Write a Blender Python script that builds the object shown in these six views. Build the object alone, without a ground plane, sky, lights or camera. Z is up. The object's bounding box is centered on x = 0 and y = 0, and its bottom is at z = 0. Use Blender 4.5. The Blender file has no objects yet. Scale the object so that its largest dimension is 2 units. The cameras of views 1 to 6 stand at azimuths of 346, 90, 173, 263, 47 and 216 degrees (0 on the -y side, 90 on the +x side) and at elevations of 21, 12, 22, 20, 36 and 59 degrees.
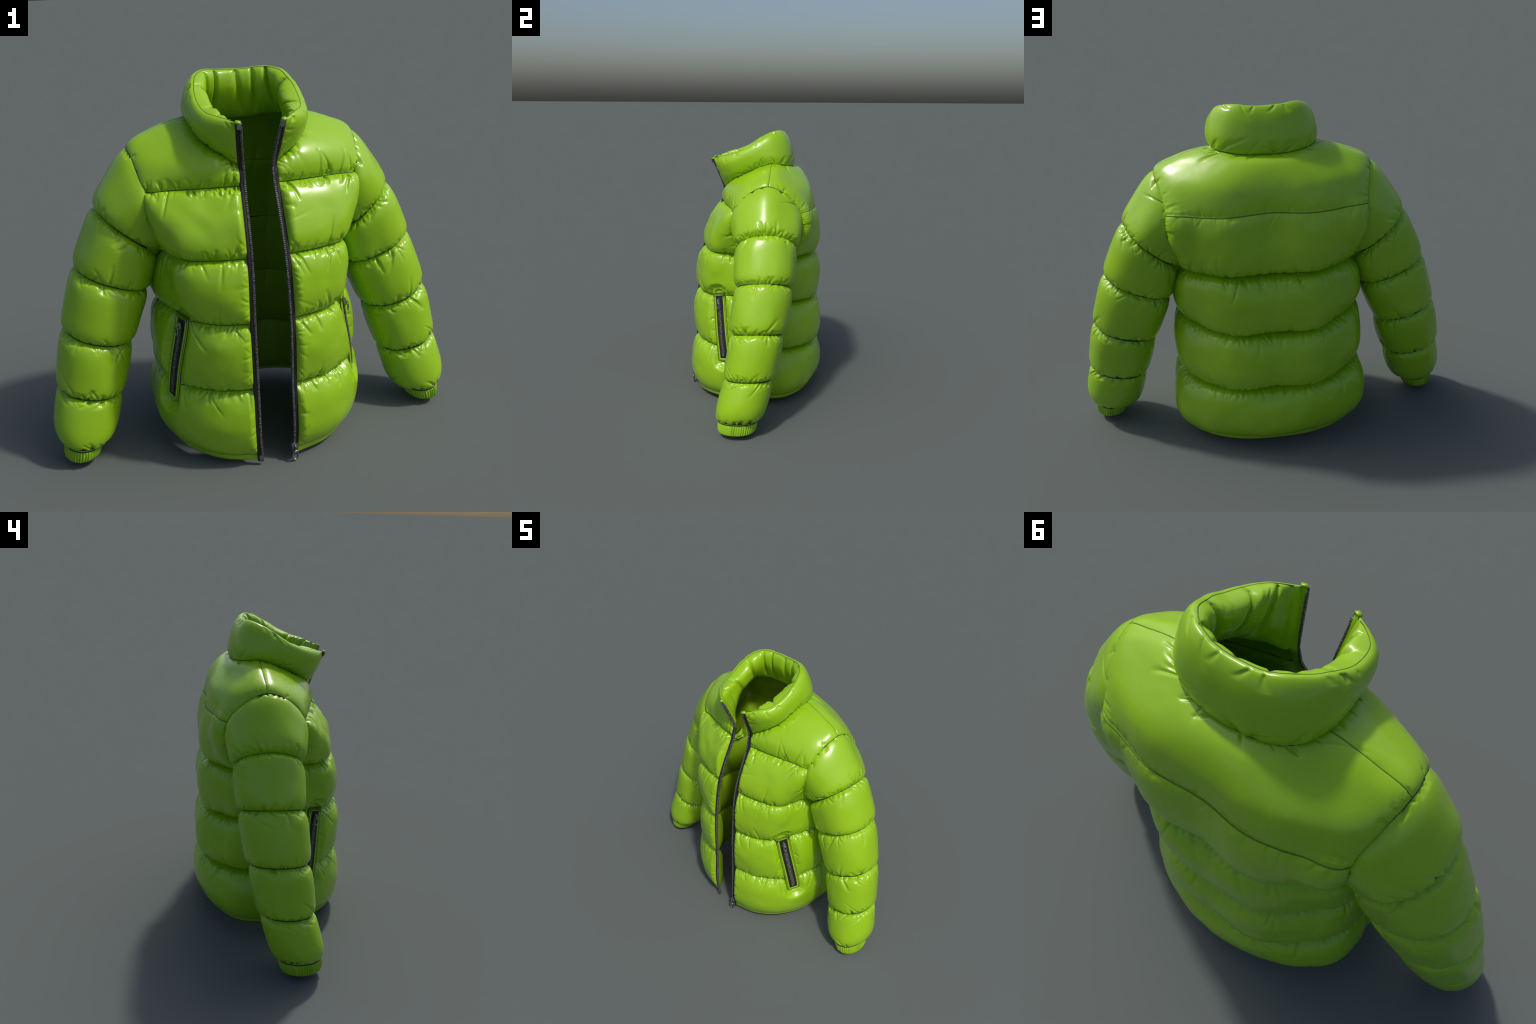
"""Lime-green quilted puffer jacket standing on the ground, front zip open."""
import math
import bpy
import numpy as np

# ------------------------------------------------------------------ materials
def new_material(name):
    m = bpy.data.materials.new(name)
    m.use_nodes = True
    nt = m.node_tree
    return m, nt, nt.nodes["Principled BSDF"]


def shell_material(name, dark, light, rough, coat=0.0, bump=0.015):
    """Glossy nylon: slight cloudy change of green, faint weave grain."""
    m, nt, b = new_material(name)
    tc = nt.nodes.new("ShaderNodeTexCoord")
    n1 = nt.nodes.new("ShaderNodeTexNoise")
    n1.inputs["Scale"].default_value = 3.0
    n1.inputs["Detail"].default_value = 3.0
    ramp = nt.nodes.new("ShaderNodeValToRGB")
    ramp.color_ramp.elements[0].position = 0.3
    ramp.color_ramp.elements[0].color = (*dark, 1)
    ramp.color_ramp.elements[1].position = 0.7
    ramp.color_ramp.elements[1].color = (*light, 1)
    n2 = nt.nodes.new("ShaderNodeTexNoise")
    n2.inputs["Scale"].default_value = 45.0
    n2.inputs["Detail"].default_value = 2.0
    rr = nt.nodes.new("ShaderNodeMapRange")
    rr.inputs["To Min"].default_value = rough - 0.05
    rr.inputs["To Max"].default_value = rough + 0.06
    n3 = nt.nodes.new("ShaderNodeTexNoise")
    n3.inputs["Scale"].default_value = 22.0
    n3.inputs["Detail"].default_value = 3.0
    bp = nt.nodes.new("ShaderNodeBump")
    bp.inputs["Strength"].default_value = bump
    bp.inputs["Distance"].default_value = 0.01
    for n in (n1, n2, n3):
        nt.links.new(tc.outputs["Object"], n.inputs["Vector"])
    nt.links.new(n1.outputs["Fac"], ramp.inputs["Fac"])
    nt.links.new(ramp.outputs["Color"], b.inputs["Base Color"])
    nt.links.new(n2.outputs["Fac"], rr.inputs["Value"])
    nt.links.new(rr.outputs["Result"], b.inputs["Roughness"])
    nt.links.new(n3.outputs["Fac"], bp.inputs["Height"])
    nt.links.new(bp.outputs["Normal"], b.inputs["Normal"])
    b.inputs["Specular IOR Level"].default_value = 0.5
    b.inputs["Coat Weight"].default_value = coat
    b.inputs["Coat Roughness"].default_value = 0.12
    return m


def plain_material(name, dark, light, rough, metallic=0.0, scale=60.0):
    m, nt, b = new_material(name)
    tc = nt.nodes.new("ShaderNodeTexCoord")
    n1 = nt.nodes.new("ShaderNodeTexNoise")
    n1.inputs["Scale"].default_value = scale
    ramp = nt.nodes.new("ShaderNodeValToRGB")
    ramp.color_ramp.elements[0].position = 0.35
    ramp.color_ramp.elements[0].color = (*dark, 1)
    ramp.color_ramp.elements[1].position = 0.65
    ramp.color_ramp.elements[1].color = (*light, 1)
    nt.links.new(tc.outputs["Object"], n1.inputs["Vector"])
    nt.links.new(n1.outputs["Fac"], ramp.inputs["Fac"])
    nt.links.new(ramp.outputs["Color"], b.inputs["Base Color"])
    b.inputs["Roughness"].default_value = rough
    b.inputs["Metallic"].default_value = metallic
    return m


GREEN = shell_material("glossy_lime_nylon", (0.268, 0.50, 0.009), (0.302, 0.54, 0.013), 0.26, coat=0.12)
LINING = shell_material("lime_lining", (0.20, 0.37, 0.007), (0.22, 0.40, 0.009), 0.4)
RIB = shell_material("lime_rib_knit", (0.23, 0.44, 0.008), (0.27, 0.50, 0.012), 0.45)
STITCH_SHADE = plain_material("dark_green_stitch_shade", (0.016, 0.036, 0.007), (0.03, 0.06, 0.010), 0.7)  # seam stitching with the shade of the creases put into its dark colour
THREAD_FAINT = plain_material("green_thread", (0.07, 0.14, 0.010), (0.10, 0.19, 0.014), 0.6)
TAPE = plain_material("black_zip_tape", (0.006, 0.006, 0.007), (0.016, 0.015, 0.017), 0.6, scale=120)
METAL = plain_material("gunmetal_teeth", (0.05, 0.05, 0.055), (0.26, 0.26, 0.26), 0.38, metallic=0.4, scale=150)
STEEL = plain_material("worn_steel", (0.22, 0.22, 0.23), (0.42, 0.42, 0.43), 0.33, metallic=0.9, scale=40)

# ------------------------------------------------------------------ helpers
ROOT = bpy.data.objects.new("puffer_jacket", None)
bpy.context.collection.objects.link(ROOT)
ROOT["label"] = "glossy lime green quilted puffer jacket, open black front zip"
ROOT["category"] = "jacket"


def add_mesh(name, verts, faces, mat, parent, smooth=True, stuff=False):
    me = bpy.data.meshes.new(name)
    me.from_pydata([tuple(v) for v in np.asarray(verts, float)], [], faces)
    me.polygons.foreach_set("use_smooth", [smooth] * len(me.polygons))
    me.materials.append(mat)
    me.update()
    o = bpy.data.objects.new(name, me)
    bpy.context.collection.objects.link(o)
    o.parent = parent
    if stuff:
        o["kind"] = "stuff"
    return o


def grid_faces(nr, nc, closed=False, flip=False, start=0):
    i = np.arange(nr - 1)[:, None]
    j = np.arange(nc if closed else nc - 1)[None, :]
    j2 = (j + 1) % nc
    a, b, c, d = i * nc + j, i * nc + j2, (i + 1) * nc + j2, (i + 1) * nc + j
    q = np.stack(np.broadcast_arrays(a, b, c, d), -1).reshape(-1, 4) + start
    if flip:
        q = q[:, ::-1]
    return [tuple(map(int, f)) for f in q]


def add_grid(name, P, mat, parent, closed=False, flip=False, drop=None):
    nr, nc = P.shape[:2]
    V_, F_ = P.reshape(-1, 3), grid_faces(nr, nc, closed, flip)
    if drop is not None and drop.any():          # leave a hole where every corner is marked
        d = drop.ravel()
        F_ = [f for f in F_ if not all(d[k] for k in f)]
        used = np.unique(np.array(F_))
        back = np.full(len(V_), -1)
        back[used] = np.arange(len(used))
        V_, F_ = V_[used], [tuple(int(back[k]) for k in f) for f in F_]
    return add_mesh(name, V_, F_, mat, parent)


def hermite(t_knots, pts, t):
    """Non-uniform Catmull-Rom through pts (axis 0)."""
    t_knots = np.asarray(t_knots, float)
    pts = np.asarray(pts, float)
    d = np.diff(pts, axis=0) / np.diff(t_knots).reshape(-1, *[1] * (pts.ndim - 1))
    h = np.diff(t_knots)
    m = np.empty_like(pts)
    m[0], m[-1] = d[0], d[-1]
    w = (h[1:] / (h[1:] + h[:-1])).reshape(-1, *[1] * (pts.ndim - 1))
    m[1:-1] = d[:-1] * w + d[1:] * (1 - w)
    k = np.clip(np.searchsorted(t_knots, t, side="right") - 1, 0, len(h) - 1)
    x = ((t - t_knots[k]) / h[k]).reshape(-1, *[1] * (pts.ndim - 1))
    hk = h[k].reshape(-1, *[1] * (pts.ndim - 1))
    return ((2 * x**3 - 3 * x**2 + 1) * pts[k] + (x**3 - 2 * x**2 + x) * hk * m[k]
            + (-2 * x**3 + 3 * x**2) * pts[k + 1] + (x**3 - x**2) * hk * m[k + 1])


def smooth01(x):
    x = np.clip(x, 0, 1)
    return x * x * (3 - 2 * x)


def rise(d, w):
    """Rounded take-off of a stuffed cloth from a seam at distance d."""
    x = np.clip(d / w, 0, 1)
    return np.sqrt(1 - (1 - x) ** 2.2)


def pillow(f, sag=1.0, p=2.3, q=0.72):
    s = np.abs(2 * np.clip(f, 0, 1) ** sag - 1)
    return np.maximum(1 - s**p, 0) ** q


def normals(P, closed=False):
    if closed:
        du = np.roll(P, -1, 1) - np.roll(P, 1, 1)
    else:
        du = np.gradient(P, axis=1)
    dv = np.gradient(P, axis=0)
    n = np.cross(du, dv)
    return n / np.maximum(np.linalg.norm(n, axis=-1, keepdims=True), 1e-9)


def value_noise(X, Y, seed):
    r = np.random.default_rng(seed)
    tab = r.uniform(-1, 1, (64, 64))
    xi, yi = np.floor(X).astype(int), np.floor(Y).astype(int)
    fx, fy = smooth01(X - xi), smooth01(Y - yi)
    g = lambda a, b: tab[a % 64, b % 64]
    return ((g(xi, yi) * (1 - fx) + g(xi + 1, yi) * fx) * (1 - fy)
            + (g(xi, yi + 1) * (1 - fx) + g(xi + 1, yi + 1) * fx) * fy)


def crease(H, dist, coord, seed, per_metre=38, depth=0.009, width=0.0065, length=0.05, slant=0.5, gain=None):
    """Short gathers running away from a seam: cut grooves into H.
    dist = distance from the seam, coord = position along it (metres)."""
    r = np.random.default_rng(seed)
    far = length * 2.4
    idx = np.flatnonzero(dist.ravel() < far)
    if not len(idx):
        return
    c = coord.ravel()[idx]
    o = np.argsort(c, kind="stable")
    idx, c = idx[o], c[o]
    d = dist.ravel()[idx]
    out = np.zeros(len(idx))
    n = max(1, int((c[-1] - c[0]) * per_metre))
    for s in r.uniform(c[0], c[-1], n):
        L = length * r.uniform(0.35, 1.0) * (2.4 if r.random() < 0.12 else 1.0)
        w = width * r.uniform(0.6, 1.5)
        dep = depth * r.uniform(0.3, 1.0)
        sl = r.normal(0, slant)
        m = abs(sl) * L + 3 * w
        a, b = np.searchsorted(c, [s - m, s + m])
        dd = d[a:b]
        x = (c[a:b] - s - sl * dd) / (w * (0.55 + 0.9 * dd / L))
        out[a:b] += dep * np.exp(-x * x) * np.clip(1 - dd / L, 0, 1) ** 0.8 * smooth01(dd / 0.010)
    if gain is not None:
        out *= gain.ravel()[idx]
    H.ravel()[idx] -= np.minimum(out, depth * 1.5)


def tube(P, radius, sides=6, closed=False):
    """Vertices and faces of a round cord along the polyline P."""
    P = np.asarray(P, float)
    n = len(P)
    T = (np.roll(P, -1, 0) - np.roll(P, 1, 0)) if closed else np.gradient(P, axis=0)
    T /= np.maximum(np.linalg.norm(T, axis=1, keepdims=True), 1e-9)
    up = np.where(np.abs(T[:, 2:3]) > 0.8, np.array([[1.0, 0, 0]]), np.array([[0, 0, 1.0]]))
    A = np.cross(T, up)
    A /= np.maximum(np.linalg.norm(A, axis=1, keepdims=True), 1e-9)
    B = np.cross(T, A)
    a = np.linspace(0, 2 * math.pi, sides, endpoint=False)
    rad = np.broadcast_to(np.asarray(radius, float), (n,))
    V = P[:, None] + rad[:, None, None] * (np.cos(a)[None, :, None] * A[:, None] + np.sin(a)[None, :, None] * B[:, None])
    if closed:
        V = np.concatenate([V, V[:1]])
    nr = len(V)
    F = grid_faces(nr, sides, closed=True)
    if not closed:
        F.append(tuple(range(sides))[::-1])
        F.append(tuple((nr - 1) * sides + k for k in range(sides)))
    return V.reshape(-1, 3), F


def cord(name, P, radius, mat, parent, closed=False, sides=6):
    v, f = tube(P, radius, sides, closed)
    return add_mesh(name, v, f, mat, parent)


def boxes(centres, X, Y, Z, hx, hy, hz):
    """Many little chamfered blocks; X, Y, Z are unit axes per block."""
    k = 0.72
    prof = [(-k, -1), (k, -1), (1, -k), (1, k), (k, 1), (-k, 1), (-1, k), (-1, -k)]
    V, F = [], []
    for c, x, y, z in zip(centres, X, Y, Z):
        s = len(V)
        for lz in (-1, 1):
            for px, py in prof:
                V.append(c + x * hx * px + y * hy * py + z * hz * lz)
        F += [(s + j, s + (j + 1) % 8, s + 8 + (j + 1) % 8, s + 8 + j) for j in range(8)]
        F.append(tuple(s + j for j in range(8))[::-1])
        F.append(tuple(s + 8 + j for j in range(8)))
    return V, F


def resample(P, step=None, n=None):
    P = np.asarray(P, float)
    s = np.r_[0, np.cumsum(np.linalg.norm(np.diff(P, axis=0), axis=1))]
    n = n or max(2, int(s[-1] / step) + 1)
    t = np.linspace(0, s[-1], n)
    return np.stack([np.interp(t, s, P[:, k]) for k in range(3)], 1)


def mirrored(half):
    """half: (..., 9, 3) control points, front edge to centre back, on +x.
    Returns 17 stations from the -x front edge round the back to +x."""
    half = np.asarray(half, float)
    other = half.copy()
    other[..., 0] *= -1
    return np.concatenate([other, half[..., :-1, :][..., ::-1, :]], axis=-2)


# ------------------------------------------------------------------ torso control net
# each row is one seam level; stations run: zip edge, front, front corner,
# front of armhole, side, back of armhole, back shoulder blade, back corner, centre back
HEM = [(.096, -.416, .022), (.254, -.364, .027), (.368, -.268, .036), (.434, -.152, .043), (.460, .02, .047),
       (.434, .180, .046), (.362, .258, .047), (.210, .338, .046), (0, .360, .045)]
HEM_STITCH = [(.099, -.420, .056), (.258, -.372, .058), (.376, -.274, .065), (.442, -.156, .070), (.468, .02, .072),
              (.442, .183, .071), (.367, .262, .071), (.212, .345, .070), (0, .368, .069)]
SEAM_LOW = [(.103, -.410, .388), (.267, -.366, .388), (.397, -.266, .388), (.460, -.142, .392), (.472, .03, .386),
            (.428, .186, .370), (.350, .270, .360), (.203, .382, .355), (0, .373, .358)]
SEAM_MID = [(.103, -.394, .708), (.245, -.352, .708), (.346, -.278, .712), (.408, -.162, .724), (.454, .03, .715),
            (.416, .166, .688), (.350, .236, .668), (.206, .374, .658), (0, .368, .661)]
SEAM_CHEST = [(.095, -.352, 1.002), (.237, -.326, 1.000), (.364, -.268, .998), (.404, -.140, .99), (.446, .04, .96),
              (.412, .203, .965), (.332, .282, .966), (.205, .364, .965), (0, .360, .968)]
YOKE = [(.084, -.230, 1.292), (.24, -.202, 1.288), (.385, -.164, 1.285), (.488, -.132, 1.280), (.520, .075, 1.285),
        (.474, .272, 1.270), (.34, .305, 1.270), (.195, .340, 1.269), (0, .330, 1.281)]
SHOULDER = [(.082, -.220, 1.338), (.215, -.190, 1.375), (.375, -.130, 1.380), (.490, -.062, 1.390), (.530, .077, 1.430),
            (.486, .190, 1.390), (.36, .262, 1.386), (.2, .316, 1.388), (0, .322, 1.388)]
SLOPE = [(.081, -.210, 1.360), (.188, -.160, 1.424), (.305, -.062, 1.466), (.388, .02, 1.484), (.408, .085, 1.491),
         (.378, .145, 1.482), (.29, .2, 1.480), (.165, .263, 1.478), (0, .284, 1.478)]
NECK = [(.081, -.206, 1.378), (.158, -.146, 1.434), (.212, -.068, 1.486), (.240, .005, 1.524), (.250, .095, 1.550),
        (.232, .15, 1.544), (.195, .19, 1.537), (.108, .222, 1.526), (0, .230, 1.523)]
LEVELS = mirrored([HEM, HEM_STITCH, SEAM_LOW, SEAM_MID, SEAM_CHEST, YOKE, SHOULDER, SLOPE, NECK])
for k, w in enumerate((1, 1, .95, .75, .45)):    # the +x zip edge hangs a little further in
    LEVELS[k, -1, 0] -= .010 * w
    LEVELS[k, -2, 0] -= .004 * w
NL, NS = LEVELS.shape[:2]

STEP = 0.0042
u_len = np.linalg.norm(np.diff(LEVELS[2:5], axis=1), axis=-1).mean(0)
u_knots = np.r_[0, np.cumsum(u_len)]
NC = 2 * int(u_knots[-1] / STEP / 2) + 1
u = np.linspace(0, u_knots[-1], NC)
v_len = np.linalg.norm(np.diff(LEVELS, axis=0), axis=-1).mean(1)
v_knots = np.r_[0, np.cumsum(v_len)]
rows, row_of = [], {}
for k in range(NL - 1):
    n = max(4, int(round(v_len[k] / STEP)))
    row_of[k] = len(rows)
    rows += list(np.linspace(v_knots[k], v_knots[k + 1], n, endpoint=False))
row_of[NL - 1] = len(rows)
rows.append(v_knots[-1])
rows = np.array(rows)
NR = len(rows)


def net_surface(levels, tu, tv):
    a = hermite(v_knots, levels, tv)
    return hermite(u_knots, a.swapaxes(0, 1), tu).swapaxes(0, 1)


BASE = net_surface(LEVELS, u, rows)
NOR = -normals(BASE)
S = np.zeros((NR, NC))
S[:, 1:] = np.cumsum(np.linalg.norm(np.diff(BASE, axis=1), axis=-1), axis=1)
V = np.zeros((NR, NC))
V[1:] = np.cumsum(np.linalg.norm(np.diff(BASE, axis=0), axis=-1), axis=0)
R_HEM, R_STITCH, R_LOW, R_MID, R_CHEST, R_YOKE, R_NECK = (row_of[k] for k in (0, 1, 2, 3, 4, 5, 8))
col = lambda station: int(round(np.interp(u_knots[station], u, np.arange(NC))))
C_SIDE_A, C_SIDE_B = col(4), col(12)          # side / shoulder seams (-x, +x)
edge_dist = np.minimum(S, S[:, -1:] - S)
# 1 on the back, 0 on the front
backness = smooth01((np.arange(NC) - C_SIDE_A) / 30.0) * smooth01((C_SIDE_B - np.arange(NC)) / 30.0)
backness = np.broadcast_to(backness, (NR, NC))

# ------------------------------------------------------------------ armholes
ARMHOLE = np.array([(.530, .077, 1.438), (.515, -.045, 1.395), (.490, -.128, 1.285), (.462, -.138, 1.130),
                    (.450, -.088, 1.010), (.450, .050, .955), (.432, .185, .985), (.445, .250, 1.110),
                    (.474, .270, 1.270), (.512, .186, 1.392)])


def armhole_loop(sign, n=240):
    k = np.arange(len(ARMHOLE) + 5) - 2
    pts = ARMHOLE[k % len(ARMHOLE)]
    L = hermite(k.astype(float), pts, np.linspace(0, len(ARMHOLE), n, endpoint=False))
    L[:, 0] *= sign
    half = BASE[:, : NC // 2] if sign < 0 else BASE[:, NC // 2:]
    flat = half[row_of[4] - 30: row_of[7]].reshape(-1, 3)
    near = np.array([flat[((flat - p) ** 2).sum(1).argmin()] for p in L])
    for _ in range(6):
        near = (np.roll(near, 1, 0) + 2 * near + np.roll(near, -1, 0)) / 4
    return near


def in_loop(loop, y, z):
    inside = np.zeros(y.shape, bool)
    a, b = loop, np.roll(loop, -1, 0)
    for (y0, z0), (y1, z1) in zip(a[:, 1:], b[:, 1:]):
        if z0 == z1:
            continue
        hit = ((z0 > z) != (z1 > z)) & (y < (y1 - y0) * (z - z0) / (z1 - z0) + y0)
        inside ^= hit
    return inside


LOOPS = {s: armhole_loop(s) for s in (-1, 1)}
arm_dist = np.full((NR, NC), 9.0)
arm_coord = np.zeros((NR, NC))
arm_in = np.zeros((NR, NC), bool)
for s, loop in LOOPS.items():
    seg = np.r_[0, np.cumsum(np.linalg.norm(np.diff(loop, axis=0), axis=1))]
    m = (BASE[..., 0] * s > 0.30) & (BASE[..., 2] > 0.85)
    p = BASE[m]
    d2 = ((p[:, None] - loop[None, ::2]) ** 2).sum(-1)
    arm_dist[m] = np.sqrt(d2.min(1))
    arm_coord[m] = seg[::2][d2.argmin(1)]
    arm_in[m] = in_loop(loop, p[:, 1], p[:, 2])

# ------------------------------------------------------------------ pockets (axis on the base surface)
POCKET_LIFT = .003
POCKET_TOP, POCKET_END = np.array((.373, -.238, .738)), np.array((.447, -.200, .300))
pocket_dist = np.full((NR, NC), 9.0)
pocket_along = np.zeros((NR, NC))
POCKET_LEN = np.linalg.norm(POCKET_END - POCKET_TOP)
for s in (-1, 1):
    f = np.array([s, 1, 1.0])
    a, b = POCKET_TOP * f, POCKET_END * f
    t = ((BASE - a) @ (b - a)) / POCKET_LEN**2
    tc_ = np.clip(t, 0.03, 0.97)
    d = np.linalg.norm(BASE - (a + tc_[..., None] * (b - a)), axis=-1)
    side = (BASE[..., 0] * s > 0)
    pocket_dist = np.where(side, np.minimum(pocket_dist, d), pocket_dist)
    pocket_along = np.where(side, t * POCKET_LEN, pocket_along)

# ------------------------------------------------------------------ stuffing of the torso
H = np.zeros((NR, NC))
bands = [(R_STITCH, R_LOW, .036, .048), (R_LOW, R_MID, .035, .046), (R_MID, R_CHEST, .034, .048),
         (R_CHEST, R_YOKE, .041, .052), (R_YOKE, R_NECK, .018, .024)]
yoke_keep = 0.72                                # the back yoke seam is nearly flush
for i, (r0, r1, a_front, a_back) in enumerate(bands):
    f = (V[r0:r1 + 1] - V[r0]) / np.maximum(V[r1] - V[r0], 1e-6)
    p = pillow(f)
    bk = backness[r0:r1 + 1]
    if i == 3:
        p = np.where(f > 0.5, p * (1 - bk) + (yoke_keep + (1 - yoke_keep) * p) * bk, p)
    if i == 4:
        g = smooth01(f / .75)
        p = p * (1 - bk) + bk * ((yoke_keep * .052 / .024) * (1 - g) + p * g)
    amp = a_front * (1 - bk) + a_back * bk
    H[r0:r1 + 1] = amp * p
H[:R_STITCH] = 0.004 * pillow((V[:R_STITCH] / np.maximum(V[R_STITCH], 1e-6)))
# held down at zip edges, side seams, armholes, pockets
H *= rise(edge_dist, 0.032)
# the side of the front panel, behind the pocket corner, is only thinly filled
station = np.interp(u, u_knots, np.arange(NS))
station = np.minimum(station, NS - 1 - station)
flat_side = np.exp(-((station - 2.9) / .6) ** 2)[None] * (1 - smooth01((BASE[..., 2] - .98) / .2)) * smooth01((BASE[..., 2] - .35) / .2)
H *= 1 + (.0 - .10 * smooth01((BASE[..., 2] - .68) / .06)) * flat_side
H *= 1 + (.20 * np.exp(-((station - 8) / .6) ** 2) - .24 * np.exp(-((station - 7) / .45) ** 2))[None] * (BASE[..., 2] < .97)
H *= 1 + .30 * np.exp(-((station - 5.5) / .8) ** 2)[None] * (BASE[..., 2] < .97)
side_dist = np.minimum(np.abs(S - S[:, C_SIDE_A:C_SIDE_A + 1]), np.abs(S - S[:, C_SIDE_B:C_SIDE_B + 1]))
below = (np.arange(NR) < R_CHEST)[:, None]
H *= np.where(below, 0.45 + 0.55 * rise(side_dist, 0.07), 1.0)
above = (np.arange(NR) > row_of[6])[:, None]
H *= np.where(above, 0.8 + 0.2 * rise(side_dist, 0.02), 1.0)
arm_w = np.where(BASE[..., 2] > 1.29, 0.11, 0.085)
H *= np.where(arm_in, 0.0, rise(arm_dist, arm_w))
H -= np.where(arm_in, 0.035 * smooth01(arm_dist / 0.03), 0)
pk = smooth01((pocket_dist - 0.036) / 0.045)
H = H * pk + (1 - pk) * np.minimum(H, POCKET_LIFT)
# quilting thread pulls a sharp groove
for r in (R_LOW, R_MID, R_CHEST, R_YOKE):
    deep = np.where(r == R_YOKE, .012 * (1 - .8 * backness), .018 + .012 * backness)
    H -= deep * np.exp(-(np.abs(V - V[r]) / .010) ** 1.3) * rise(edge_dist, .03) * pk * ~arm_in
# soft lumps
stuff = np.clip(H / 0.03, 0, 1)
for k, (sc, am) in enumerate(((7, .005), (15, .0028))):
    H += am * stuff * np.where(np.arange(NR)[:, None] > R_YOKE, .4, 1) * value_noise(u[None] * sc + 0 * V, V * sc, 11 + k)
# gathers along every seam
for k, r in enumerate((R_LOW, R_MID, R_CHEST, R_YOKE)):
    d = np.abs(V - V[r])
    g = np.where(r == R_YOKE, 1 - 0.8 * backness, 1.0)
    sc = np.broadcast_to(S[r], (NR, NC))
    upper = np.arange(NR)[:, None] >= r
    crease(H, np.where(upper, d, 9), sc, 100 + k, per_metre=62, width=.0055, slant=.35, depth=.015, length=.055, gain=g)
    crease(H, np.where(~upper, d, 9), sc, 200 + k, per_metre=72, width=.0055, slant=.35, depth=.016, length=.055, gain=g)
for k, r in enumerate((R_LOW, R_MID, R_CHEST)):   # short dense fringe right at the stitches
    crease(H, np.abs(V - V[r]), np.broadcast_to(S[r], (NR, NC)), 250 + k, per_metre=90, width=.0045, slant=.5, depth=.007, length=.026)
# drag lines fanning from the collar corner into the front yoke
fan = smooth01((2.2 - station) / .8)[None] * (np.arange(NR) > R_YOKE)[:, None]
crease(H, np.where(fan > 0, V[-1] - V, 9), np.broadcast_to(S[R_NECK], (NR, NC)), 303, per_metre=42, depth=.012, width=.006, length=.085, slant=.35, gain=fan)
crease(H, np.where(np.arange(NR)[:, None] > R_STITCH, V - V[R_STITCH], 9), S, 301, per_metre=20, depth=.004, length=.03)
crease(H, V[-1] - V, np.broadcast_to(S[R_NECK], (NR, NC)), 302, per_metre=45, depth=.009, length=.065, slant=0.3)
for k, d in enumerate((S, S[:, -1:] - S)):
    crease(H, d, V, 310 + k, per_metre=34, depth=.008, width=.007, length=.055, slant=0.6)
crease(H, np.where(arm_in, 9, arm_dist), arm_coord, 320, per_metre=26, depth=.007, length=.05)
crease(H, np.where(pocket_dist < 9, np.maximum(pocket_dist - .045, 0), 9), pocket_along, 330, per_metre=20, depth=.008, length=.045)

# the cloth behind the pocket opening drops away
H = np.where(pocket_dist < .034, np.minimum(H, -.008), H)
OUTER = BASE + NOR * H[..., None]

# ------------------------------------------------------------------ panels and baffles
arm_hole = arm_in & (arm_dist > .014)          # the armhole is open to the sleeve
panels = [("front_panel", 0, C_SIDE_A), ("back_panel", C_SIDE_A, C_SIDE_B), ("front_panel", C_SIDE_B, NC - 1)]
PANEL_OBJ = []
for name, c0, c1 in panels:
    part = add_grid(name, OUTER[R_YOKE:, c0:c1 + 1], GREEN, ROOT, flip=True, drop=arm_hole[R_YOKE:, c0:c1 + 1])
    PANEL_OBJ.append(part)
    for r0, r1 in ((R_STITCH, R_LOW), (R_LOW, R_MID), (R_MID, R_CHEST), (R_CHEST, R_YOKE)):
        add_grid("baffle", OUTER[r0:r1 + 1, c0:c1 + 1], GREEN, part, flip=True, drop=arm_hole[r0:r1 + 1, c0:c1 + 1])
    add_grid("hem_band", OUTER[:R_STITCH + 1, c0:c1 + 1], GREEN, part, flip=True)
    for r in (R_STITCH, R_LOW, R_MID, R_CHEST, R_YOKE):
        line = OUTER[r, c0:c1 + 1]
        line = line + NOR[r, c0:c1 + 1] * 0.0005
        keep = ~arm_in[r, c0:c1 + 1] & (pocket_dist[r, c0:c1 + 1] > 0.045)
        run = []
        for ok, p in list(zip(keep, line)) + [(False, None)]:
            if ok:
                run.append(p)
            elif run:
                if len(run) > 6:
                    cord("seam_stitch_shade", resample(run, 0.006), .0026 if r != R_STITCH else .0018,
                         THREAD_FAINT if r == R_STITCH or (r == R_YOKE and name == 'back_panel') else STITCH_SHADE, part, sides=5)  # cord along each seam; the dark ones paint shade into the groove
                run = []
    if name == "back_panel":
        for c in (c0, c1):
            ok = ~arm_in[R_YOKE + 10:, c]
            line = (OUTER[R_YOKE + 10:, c] + NOR[R_YOKE + 10:, c] * 0.0004)[ok]
            cord("shoulder_seam", resample(line, 0.006), .0020, THREAD_FAINT, part, sides=5)
            cord("side_seam", resample(OUTER[:R_CHEST, c] + NOR[:R_CHEST, c] * .0004, 0.006), .0022, STITCH_SHADE, part, sides=5)

# ------------------------------------------------------------------ lining
lin_step = 3
lr = np.unique(np.r_[np.arange(0, NR, lin_step), R_STITCH, R_LOW, R_MID, R_CHEST, R_YOKE, R_NECK])
lc = np.unique(np.r_[np.arange(0, NC, lin_step), NC - 1])
thick = np.zeros((NR, NC))
for r0, r1, t0, t1 in ((R_STITCH, R_LOW, .030, .036), (R_LOW, R_MID, .032, .036), (R_MID, R_CHEST, .032, .026), (R_CHEST, R_YOKE, .028, .0), (R_YOKE, R_NECK, .012, -.012)):
    f = (V[r0:r1 + 1] - V[r0]) / np.maximum(V[r1] - V[r0], 1e-6)
    thick[r0:r1 + 1] = t0 + t1 * pillow(f)
thick[:R_STITCH] = .008
thick += 0.006 * value_noise(S * 9, V * 9, 77) * smooth01(thick / .02)
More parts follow.
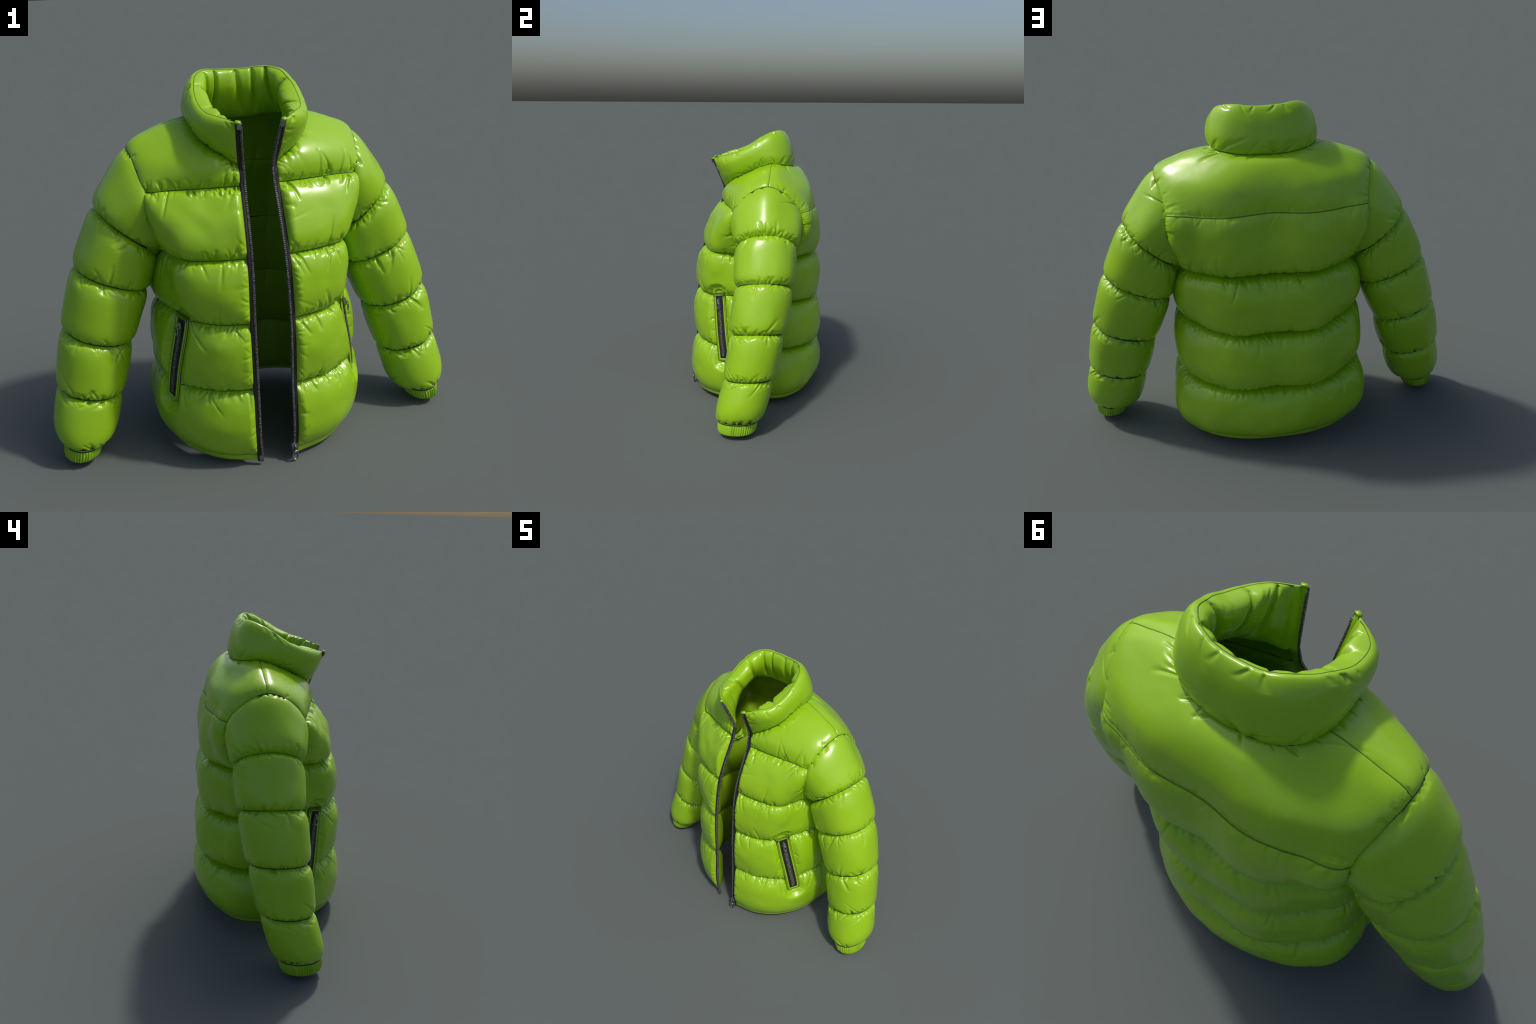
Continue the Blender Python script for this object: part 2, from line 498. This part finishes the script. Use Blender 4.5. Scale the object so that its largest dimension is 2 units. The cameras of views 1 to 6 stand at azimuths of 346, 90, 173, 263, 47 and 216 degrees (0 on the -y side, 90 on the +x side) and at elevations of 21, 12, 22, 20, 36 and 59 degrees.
crease(thick, np.minimum.reduce([np.abs(V - V[r]) for r in (R_LOW, R_MID, R_CHEST, R_YOKE)]), S, 78, per_metre=25, depth=.007, length=.06)
thick = .004 + thick * smooth01(edge_dist / .03) + np.where(arm_in, .045 * smooth01(arm_dist / .03), 0)
INNER = BASE - NOR * thick[..., None]
# the lining runs on into the hollow sleeve
into = np.where(arm_in, smooth01(arm_dist / .11), 0)[..., None]
INNER = INNER + into * np.stack([.26 * np.sign(BASE[..., 0]), 0 * H, 0 * H - .36], -1)
lin = add_grid("lining", INNER[np.ix_(lr, lc)], LINING, ROOT)
for r in (R_LOW, R_MID, R_CHEST, R_YOKE):
    cord("seam_stitch_shade", resample(INNER[r, 12:-12] - NOR[r, 12:-12] * .0005, .008), .0020, THREAD_FAINT, lin, sides=5)
# bottom of the hem: turned edge between shell and lining
add_mesh("hem_fold", np.concatenate([OUTER[0], INNER[0]]), grid_faces(2, NC, flip=True), GREEN, ROOT)

# ------------------------------------------------------------------ sleeves
# ring: outer point (x,z), inner point (x,z), front y, back y
RINGS = [((.698, 1.180), (.450, .970), -.104, .242),
         ((.818, .914), (.506, .787), -.108, .212),
         ((.903, .632), (.606, .537), -.132, .168),
         ((.957, .360), (.674, .299), -.170, .110),
         ((.962, .098), (.792, .082), -.208, .016)]
NPHI = 264
phi = np.linspace(0, 2 * math.pi, NPHI, endpoint=False)


def ring_points(ring, sign, n=2.06, n_in=2.3):
    (ox, oz), (ix, iz), yf, yb = ring
    c = np.array([(ox + ix) / 2, (yf + yb) / 2, (oz + iz) / 2])
    a1 = np.array([(ox - ix) / 2, 0, (oz - iz) / 2])
    a2 = np.array([0, (yf - yb) / 2, 0])
    e = np.where(np.cos(phi) < 0, 2 / n_in, 2 / n)
    cs = np.sign(np.cos(phi)) * np.abs(np.cos(phi)) ** e
    sn = np.sign(np.sin(phi)) * np.abs(np.sin(phi)) ** e
    P = c + cs[:, None] * a1 + sn[:, None] * a2
    P[:, 0] *= sign
    return P


def build_sleeve(sign, seed):
    loop = LOOPS[sign]
    # put the armhole ring on the same angles: start at the top, go to the front
    start = loop[:, 2].argmax()
    loop = np.roll(loop, -start, 0)
    ext = np.concatenate([loop, loop[:1]])
    ring0 = resample(ext, n=NPHI + 1)[:-1]
    # slip the ring into the armhole, evening out the angles
    ring0 = ring0 + np.array([-.008 * sign, 0, 0])
    rings = [ring0] + [ring_points(r, sign, n_in=2.8 if i < 2 else 2.2) for i, r in enumerate(RINGS)]
    amps = [.030, .022, .021, .020, .011]
    sags = [1.1, 1.1, 1.1, 1.1, 1.1]
    part = None
    for k in range(5):
        A, B = rings[k], rings[k + 1]
        L = np.linalg.norm(A - B, axis=1)
        n = int(max(40, L.max() / STEP))
        f = np.linspace(0, 1, n)[:, None]
        g = f[..., None] if k < 4 else f[..., None] ** 5.5
        ca, cb_ = A.mean(0), B.mean(0)
        ctr = ca * (1 - f[..., None]) + cb_ * f[..., None]
        P = ctr + (A - ca)[None] * (1 - g) + (B - cb_)[None] * g
        N = normals(P, closed=True)
        ctr = P.mean(1, keepdims=True)
        if ((P - ctr) * N).sum(-1).mean() < 0:
            N = -N
        dv = f * L[None]
        Sx = np.broadcast_to(np.r_[0, np.cumsum(np.linalg.norm(np.diff(B, axis=0), axis=1))], P.shape[:2])
        h = amps[k] * pillow(f, sags[k], p=4.0 if k < 4 else 6.0, q=.55) * np.clip(L / 0.16, 0, 1)[None]
        if k == 0:
            h = h * (0.35 + 0.65 * smooth01((np.cos(phi) + .35) / 1.0))[None]
        ph = np.broadcast_to(phi, P.shape[:2])
        st = np.clip(h / .02, 0, 1)
        h = h + .006 * st * value_noise(Sx * 6 + 9.0 * k, dv * 5, seed + k) * smooth01(np.minimum(ph, 2 * math.pi - ph) / .5)
        h = h + .003 * st * value_noise(Sx * 14, dv * 9 + 5.0 * k, seed + 20 + k) * smooth01(np.minimum(ph, 2 * math.pi - ph) / .5)
        h = h - .016 * (np.exp(-(dv / .009) ** 1.3) * (k > 0) + np.exp(-((L[None] - dv) / .009) ** 1.3))
        h = np.ascontiguousarray(h)
        crease(h, dv, Sx, seed + 40 + k, per_metre=58 if k else 22, depth=.015, width=.0062, length=.045, slant=.6)
        crease(h, np.minimum(dv, L[None] - dv) if k else L[None] - dv, Sx, seed + 80 + k, per_metre=90, depth=.008, width=.0048, length=.028, slant=.5)
        crease(h, L[None] - dv, Sx, seed + 60 + k, per_metre=62, depth=.016, width=.0062, length=.05, slant=.6)
        Q = P + N * h[..., None]
        flip = sign > 0
        if k == 0:
            part = add_grid("sleeve", Q, GREEN, ROOT, closed=True, flip=flip)
        else:
            add_grid("baffle", Q, GREEN, part, closed=True, flip=flip)
        if k < 4:
            cord("seam_stitch_shade", B - (B - B.mean(0)) * .085, .0045, STITCH_SHADE, part, closed=True, sides=5)  # dark cord standing in for crease shade along the sleeve seam
        else:
            last = B
    ring_out = loop + np.array([.002 * sign, 0, 0])
    cord("armhole_seam", ring_out, .0030, STITCH_SHADE, part, closed=True, sides=5)

    # ribbed cuff
    nphi = 528
    ph2 = np.linspace(0, 2 * math.pi, nphi, endpoint=False)
    top = resample(np.concatenate([last, last[:1]]), n=nphi + 1)[:-1]
    c_top = top.mean(0)
    c_bot = np.array([.889 * sign, -.103, 0.031])
    rad = top - c_top
    rad_b = rad * np.array([1, 1, 0.25])
    rng = np.random.default_rng(seed + 5)
    ribs = 46
    warp = ph2 * ribs + 1.6 * value_noise(ph2 * 7, ph2 * 0, seed + 6) * np.sin(ph2 / 2)
    rib = np.sin(warp) * .0046 * (.65 + .6 * value_noise(ph2 * 7, ph2 * 0 + 3.3, seed + 7))
    prof = [(-.10, .97, .1), (0.05, 1.0, .4), (.2, 1.015, 1), (.45, 1.01, 1), (.7, .985, 1), (.88, .95, .8), (.97, .91, .4), (1.0, .85, .15), (.95, .79, 0), (.7, .76, 0), (.2, .74, 0)]
    Vv = []
    for t, sc, g in prof:
        c = c_top * (1 - t) + c_bot * t
        r = rad * (1 - t) + rad_b * t
        un = r / np.linalg.norm(r, axis=1, keepdims=True)
        Vv.append(c + r * sc + un * (rib * g)[:, None])
    Vv = np.array(Vv)
    fine = hermite(np.arange(len(prof)).astype(float), Vv, np.linspace(0, len(prof) - 1, 50))
    cuff = add_grid("cuff", fine, RIB, part, closed=True, flip=sign > 0)
    cap = fine[-1]
    cap_o = add_mesh("cuff_cap", np.concatenate([cap, cap.mean(0)[None]]), [(j, (j + 1) % nphi, nphi) for j in range(nphi)], LINING, cuff)  # added lining-coloured plate closing the cuff recess; the cuff's underside is unseen
    cord("seam_stitch_shade", resample(np.concatenate([last, last[:1]]), n=200)[:-1], .003, STITCH_SHADE, part, closed=True, sides=5)
    return part


build_sleeve(-1, 500)
build_sleeve(1, 700)

# ------------------------------------------------------------------ collar
COLLAR_TOP = mirrored([(.104, -.286, 1.572), (.165, -.238, 1.588), (.214, -.178, 1.602), (.233, -.07, 1.646), (.223, .025, 1.702),
                       (.199, .088, 1.736), (.15, .137, 1.748), (.08, .166, 1.743), (0, .172, 1.740)])
base_c = LEVELS[-1]
cu = np.r_[0, np.cumsum(np.linalg.norm(np.diff((base_c + COLLAR_TOP) / 2, axis=0), axis=1))]
NCC = int(cu[-1] / .0042)
tu = np.linspace(0, cu[-1], NCC)
cb, ct = hermite(cu, base_c, tu), hermite(cu, COLLAR_TOP, tu)
ct[:, 2] += .0022 * value_noise(tu * 22, tu * 0, 31) * smooth01(np.minimum(tu, tu[-1] - tu) / .05)
hgt = ct - cb
tang = np.gradient((cb + ct) / 2, axis=0)
outward = np.cross(tang, hgt)
outward /= np.linalg.norm(outward, axis=1, keepdims=True)
mid = ((cb + ct) / 2)
if ((outward * (mid - np.array([0, -.03, mid[:, 2].mean()])))[NCC // 2]).sum() < 0:
    outward = -outward
ed = np.minimum(tu, tu[-1] - tu)
out_amp = .031 * (0.12 + 0.88 * rise(ed, .11))
c_st = np.interp(tu, cu, np.arange(NS))
c_st = np.minimum(c_st, NS - 1 - c_st)
out_amp = out_amp + .014 * np.exp(-((c_st - 1.5) / .8) ** 2)
in_amp = np.interp(c_st, [0, .4, 1, 2, 3.5, 5, 6, 8], [.004, .012, .05, .078, .08, .06, .05, .044])
n_o, n_i = 62, 70
fo, fi = np.linspace(0, 1, n_o), np.linspace(0, 1, n_i)
st_u = np.interp(np.interp(tu, cu, np.arange(NS)), np.arange(NS), u_knots)
inner_base = np.stack([np.interp(st_u, u, INNER[-1, :, k]) for k in range(3)], 1) - np.array([0, 0, .004])
# outer face
Po = cb[None] + hgt[None] * fo[:, None, None]
HL = np.linalg.norm(hgt, axis=1)
ho = out_amp[None] * pillow(fo, 0.95, p=2.6, q=.6)[:, None] * np.ones((1, NCC))
Sc = np.broadcast_to(tu, ho.shape)
dv = fo[:, None] * HL[None]
ho += .004 * np.clip(ho / .02, 0, 1) * value_noise(Sc * 7, dv * 8, 41)
ho = np.ascontiguousarray(ho)
crease(ho, dv, Sc, 42, per_metre=34, depth=.012, width=.008, length=.065, slant=.9)
crease(ho, HL[None] - dv, Sc, 43, per_metre=15, depth=.011, width=.007, length=.05, slant=.6)
for k, d in enumerate((Sc, tu[-1] - Sc)):
    crease(ho, d, dv, 44 + k, per_metre=34, depth=.005, width=.008, length=.07)
Po = Po + outward[None] * ho[..., None]
# inner face, gathered into upright pillows
Pi = ct[None] * (1 - fi)[:, None, None] + inner_base[None] * fi[:, None, None]
hi = in_amp[None] * pillow(fi, 0.58, p=2.2, q=.6)[:, None] * np.ones((1, NCC))
rng = np.random.default_rng(9)
marks = np.array([.105, .215, .37, .49, .56, .68, .76, .85, .965, 1.12, 1.235]) / 1.34 * tu[-1]
ii = np.broadcast_to(fi[:, None], hi.shape)
for m in marks:
    wdt, dep = rng.uniform(.008, .015), rng.uniform(.010, .026)
    lean = rng.normal(0, .022)
    x = (np.broadcast_to(tu, hi.shape) - m - lean * (ii - .3)) / wdt
    hi -= dep * np.exp(-np.abs(x) ** 1.5) * np.clip(hi / .03, 0, 1) * smooth01(ii / .025) * (1 - smooth01((ii - .55) / .45))
hi = np.ascontiguousarray(hi + .005 * np.clip(hi / .03, 0, 1) * value_noise(tu[None] * 9 + 0 * ii, ii * 3, 45))
crease(hi, ii * HL[None], np.broadcast_to(tu, hi.shape), 46, per_metre=9, depth=.008, width=.008, length=.045)
Pi = Pi - outward[None] * hi[..., None]
collar_pts = np.concatenate([Po, Pi[1:]])
collar = add_grid("collar", collar_pts, GREEN, ROOT)
for e, fl in ((0, True), (NCC - 1, False)):      # close the collar ends behind the zip
    outl = collar_pts[:, e]
    a, b = Po[:, e], Pi[::-1, e]
    b = resample(b, n=n_o)
    add_mesh("collar_end", np.concatenate([a, b]), grid_faces(2, n_o, flip=fl), GREEN, collar)
top_line = ct - outward * .010 + (np.array([0, 0, 1]) * .0005)
row_top = ct - outward * .0085
cord("seam_stitch_shade", resample(row_top[8:-8], .006) + np.array([0, 0, -.0015]), .0020, THREAD_FAINT, collar, sides=5)
cord("seam_stitch_shade", resample(cb, .006), .0032, STITCH_SHADE, collar, sides=5)

# ------------------------------------------------------------------ front zip
def zip_side(sign, seed):
    ce = 0 if sign < 0 else NC - 1
    cc = 0 if sign < 0 else NCC - 1
    cin = 1 if sign < 0 else -2
    torso_edge = BASE[:, ce]
    col_edge = Po[:, cc]
    edge = np.concatenate([torso_edge[:-1], col_edge])
    inner = np.concatenate([BASE[:-1, ce + (6 if sign < 0 else -6)], Po[:, cc + (6 if sign < 0 else -6)]])
    edge_r = resample(edge, n=420)
    inner_r = resample(inner, n=420)
    for _ in range(25):
        edge_r[1:-1] = (edge_r[:-2] + 2 * edge_r[1:-1] + edge_r[2:]) / 4
        inner_r[1:-1] = (inner_r[:-2] + 2 * inner_r[1:-1] + inner_r[2:]) / 4
    edge_r[0, 2] -= .004
    X = edge_r - inner_r                      # toward the opening
    T = np.gradient(edge_r, axis=0)
    T /= np.linalg.norm(T, axis=1, keepdims=True)
    X -= T * (X * T).sum(1, keepdims=True)
    X /= np.linalg.norm(X, axis=1, keepdims=True)
    X = X * .75 + np.array([-sign, 0, 0]) * .25
    X /= np.linalg.norm(X, axis=1, keepdims=True)
    Nn = np.cross(X, T) * (1 if sign > 0 else -1)
    Nn *= np.sign((Nn @ np.array([0, -1.0, 0])).sum())
    prof = [(-.005, .000), (-.0035, .004), (0, .0065), (.007, .0065), (.014, .005), (.018, .003), (.018, -.0015), (.010, -.005), (0, -.008), (-.008, -.009)]
    G = np.array([edge_r + X * a + Nn * b for a, b in prof])
    tape = add_grid("zipper_tape", G[:7], TAPE, ROOT, closed=False, flip=False)
    add_grid("zip_facing", G[6:], GREEN, tape, closed=False, flip=False)
    Gc = [np.concatenate([G[:, 0]]), np.concatenate([G[:, -1]])]
    for e in (0, -1):
        k = len(prof)
        add_mesh("tape_end", G[:, e], [tuple(range(k))], TAPE, tape)
    # teeth
    n = int(1.56 / .0082)
    c = resample(edge_r + X * .0190 + Nn * .0025, n=n)
    tt = np.gradient(c, axis=0)
    tt /= np.linalg.norm(tt, axis=1, keepdims=True)
    xx = resample(X, n=n)
    xi = np.array([np.interp(np.linspace(0, 1, n), np.linspace(0, 1, len(X)), X[:, k]) for k in range(3)]).T
    ni = np.cross(xi, tt)
    c, xi, tt, ni = (q[5:-3] for q in (c, xi, tt, ni))
    Vt, Ft = boxes(c, xi, ni, tt, .0052, .0062, .0027)
    add_mesh("zipper_teeth", Vt, Ft, METAL, tape, smooth=False, stuff=True)
    # stops
    for e, hz, nm in ((-1, .013, "top_stop"), (0, .018, "end_stop")):
        k = e if e == 0 else len(edge_r) - 1
        s = 1 if e == 0 else -1
        ctr = edge_r[k] + X[k] * .014 + Nn[k] * .003 + T[k] * (s * hz)
        Vt, Ft = boxes([ctr], [X[k]], [Nn[k]], [T[k]], .010, .0075, hz)
        o = add_mesh(nm, Vt, Ft, STEEL, tape, smooth=False)
    k = len(edge_r) - 1
    Vt, Ft = boxes([edge_r[k] + X[k] * .006 + T[k] * .002], [X[k]], [Nn[k]], [T[k]], .012, .009, .004)
    add_mesh("fabric_tip", Vt, Ft, GREEN, tape)
    if sign > 0:
        k = 12
        slider_and_pull(tape, edge_r[k] + X[k] * .019 + Nn[k] * .006, X[k], T[k], Nn[k], 1.0)
    return tape


def slider_and_pull(parent, c, X, T, Nn, size, hang=-1):
    """Wedge-shaped slider body, bridge and a hanging ring pull."""
    pts, wid = [-.026, -.016, 0, .014, .022], [.008, .011, .015, .018, .014]
    Vs = []
    for t, w in zip(pts, wid):
        for a, b in ((-1, -.5), (-.8, -1), (.8, -1), (1, -.5), (1, .5), (.8, 1), (-.8, 1), (-1, .5)):
            Vs.append(c + T * t * size + X * a * w * size + Nn * b * .010 * size)
    F = grid_faces(5, 8, closed=True)
    F += [tuple(range(8))[::-1], tuple(32 + j for j in range(8))]
    slider = add_mesh("zipper_slider", Vs, F, STEEL, parent, smooth=False)
    a = np.linspace(0, math.pi, 12)
    bridge = [c + T * (math.cos(q) * .014) * size + Nn * (.009 + math.sin(q) * .009) * size for q in a]
    cord("slider_bridge", bridge, .0035 * size, STEEL, slider, sides=8)
    # pull: a rounded long ring
    q = np.linspace(0, 2 * math.pi, 40, endpoint=False)
    cx = np.sign(np.cos(q)) * np.abs(np.cos(q)) ** .6 * .0125
    cy = np.sign(np.sin(q)) * np.abs(np.sin(q)) ** .6 * .024
    o = c + Nn * .016 * size + T * hang * .035 * size
    ring = [o + X * x * size + T * y * size + Nn * (.004 * size) for x, y in zip(cx, cy)]
    cord("pull_tab", ring, .0042 * size, STEEL, slider, closed=True, sides=8)
    return slider


for sgn in (-1, 1):
    zip_side(sgn, 60)

# ------------------------------------------------------------------ pockets
def build_pocket(sign):
    f = np.array([sign, 1, 1.0])
    a, b = POCKET_TOP * f, POCKET_END * f
    region = np.s_[: R_CHEST, : NC // 2] if sign < 0 else np.s_[: R_CHEST, NC // 2:]
    pos = (BASE + NOR * np.where(pocket_dist < .034, POCKET_LIFT, np.minimum(H, POCKET_LIFT))[..., None])[region].reshape(-1, 3)
    nrm = NOR[region].reshape(-1, 3)
    n = 60
    line = a + (b - a) * np.linspace(-.01, 1.01, n)[:, None]
    idx = [((pos - p) ** 2).sum(1).argmin() for p in line]
    Pm, Nm = pos[idx], nrm[idx]
    for _ in range(40):
        Pm[1:-1] = (Pm[:-2] + 2 * Pm[1:-1] + Pm[2:]) / 4
        Nm[1:-1] = (Nm[:-2] + 2 * Nm[1:-1] + Nm[2:]) / 4
    Nm /= np.linalg.norm(Nm, axis=1, keepdims=True)
    Tm = np.gradient(Pm, axis=0)
    Tm /= np.linalg.norm(Tm, axis=1, keepdims=True)
    Xm = np.cross(Nm, Tm)
    # welt: rounded frame swept round the opening (racetrack of the axis strip)
    w, o_l = .025, .036
    def at(t, x, h):
        i = np.clip(t, 0, n - 1)
        k = int(min(i, n - 2)); g = i - k
        p = Pm[k] * (1 - g) + Pm[k + 1] * g
        X_, N_ = Xm[k], Nm[k]
        return p + X_ * x + N_ * h
    m_len = 30
    path = [(t, -1) for t in np.linspace(4, n - 4, m_len)] + [(t, 1) for t in np.linspace(n - 4, 4, m_len)]
    prof = [(0.0, -.012), (.001, .003), (.004, .0075), (.009, .008), (.012, .005), (.0135, .0025), (.016, .005), (.019, .002), (.020, -.012)]
    G = []
    for t, s in path:
        end = -4 if t < n / 2 else 4
        row = []
        near_end = (t <= 4.01 or t >= n - 4.01)
        for d, h in prof:
            tt = t + (np.sign(end) * d / (POCKET_LEN / n) if near_end else 0)
            tt = np.clip(tt, 0, n - 1)
            row.append(at(tt, s * (w * .98 + d), h))
        G.append(row)
    G = np.array(G)
    welt = add_mesh("pocket", G.reshape(-1, 3), grid_faces(len(G), len(prof)) + [
        ((len(G) - 1) * len(prof) + j, j, j + 1, (len(G) - 1) * len(prof) + j + 1)[::1] for j in range(len(prof) - 1)], GREEN, ROOT)
    # black tape in the opening and the closed chain of teeth
    tp = np.array([[at(t, x, .004) for x in np.linspace(-w - .004, w + .004, 5)] for t in np.linspace(1.5, n - 2.5, 40)])
    add_grid("zipper_tape", tp, TAPE, welt, flip=False)
    ts = np.linspace(9, n - 6, 84)
    C = np.array([at(t, (-.004 if k % 2 else .004), .006) for k, t in enumerate(ts)])
    k_ = ts.astype(int)
    Vt, Ft = boxes(C, Xm[k_], Nm[k_], Tm[k_], .0075, .0045, .0018)
    add_mesh("zipper_teeth", Vt, Ft, METAL, welt, smooth=False, stuff=True)
    k = 8
    slider_and_pull(welt, at(k, 0, .012), Xm[k], Tm[k], Nm[k], .72, hang=1)
    # stitch line round the welt
    loopP = np.array([g[5] for g in G]) + Nm[30] * .001
    cord("seam_stitch_shade", resample(np.concatenate([loopP, loopP[:1]]), .006)[:-1], .0018, STITCH_SHADE, welt, closed=True, sides=5)
    loopP = np.array([g[8] for g in G]) + Nm[30] * .012
    cord("seam_stitch_shade", resample(np.concatenate([loopP, loopP[:1]]), .006)[:-1], .0022, STITCH_SHADE, welt, closed=True, sides=5)


for sgn in (-1, 1):
    build_pocket(sgn)
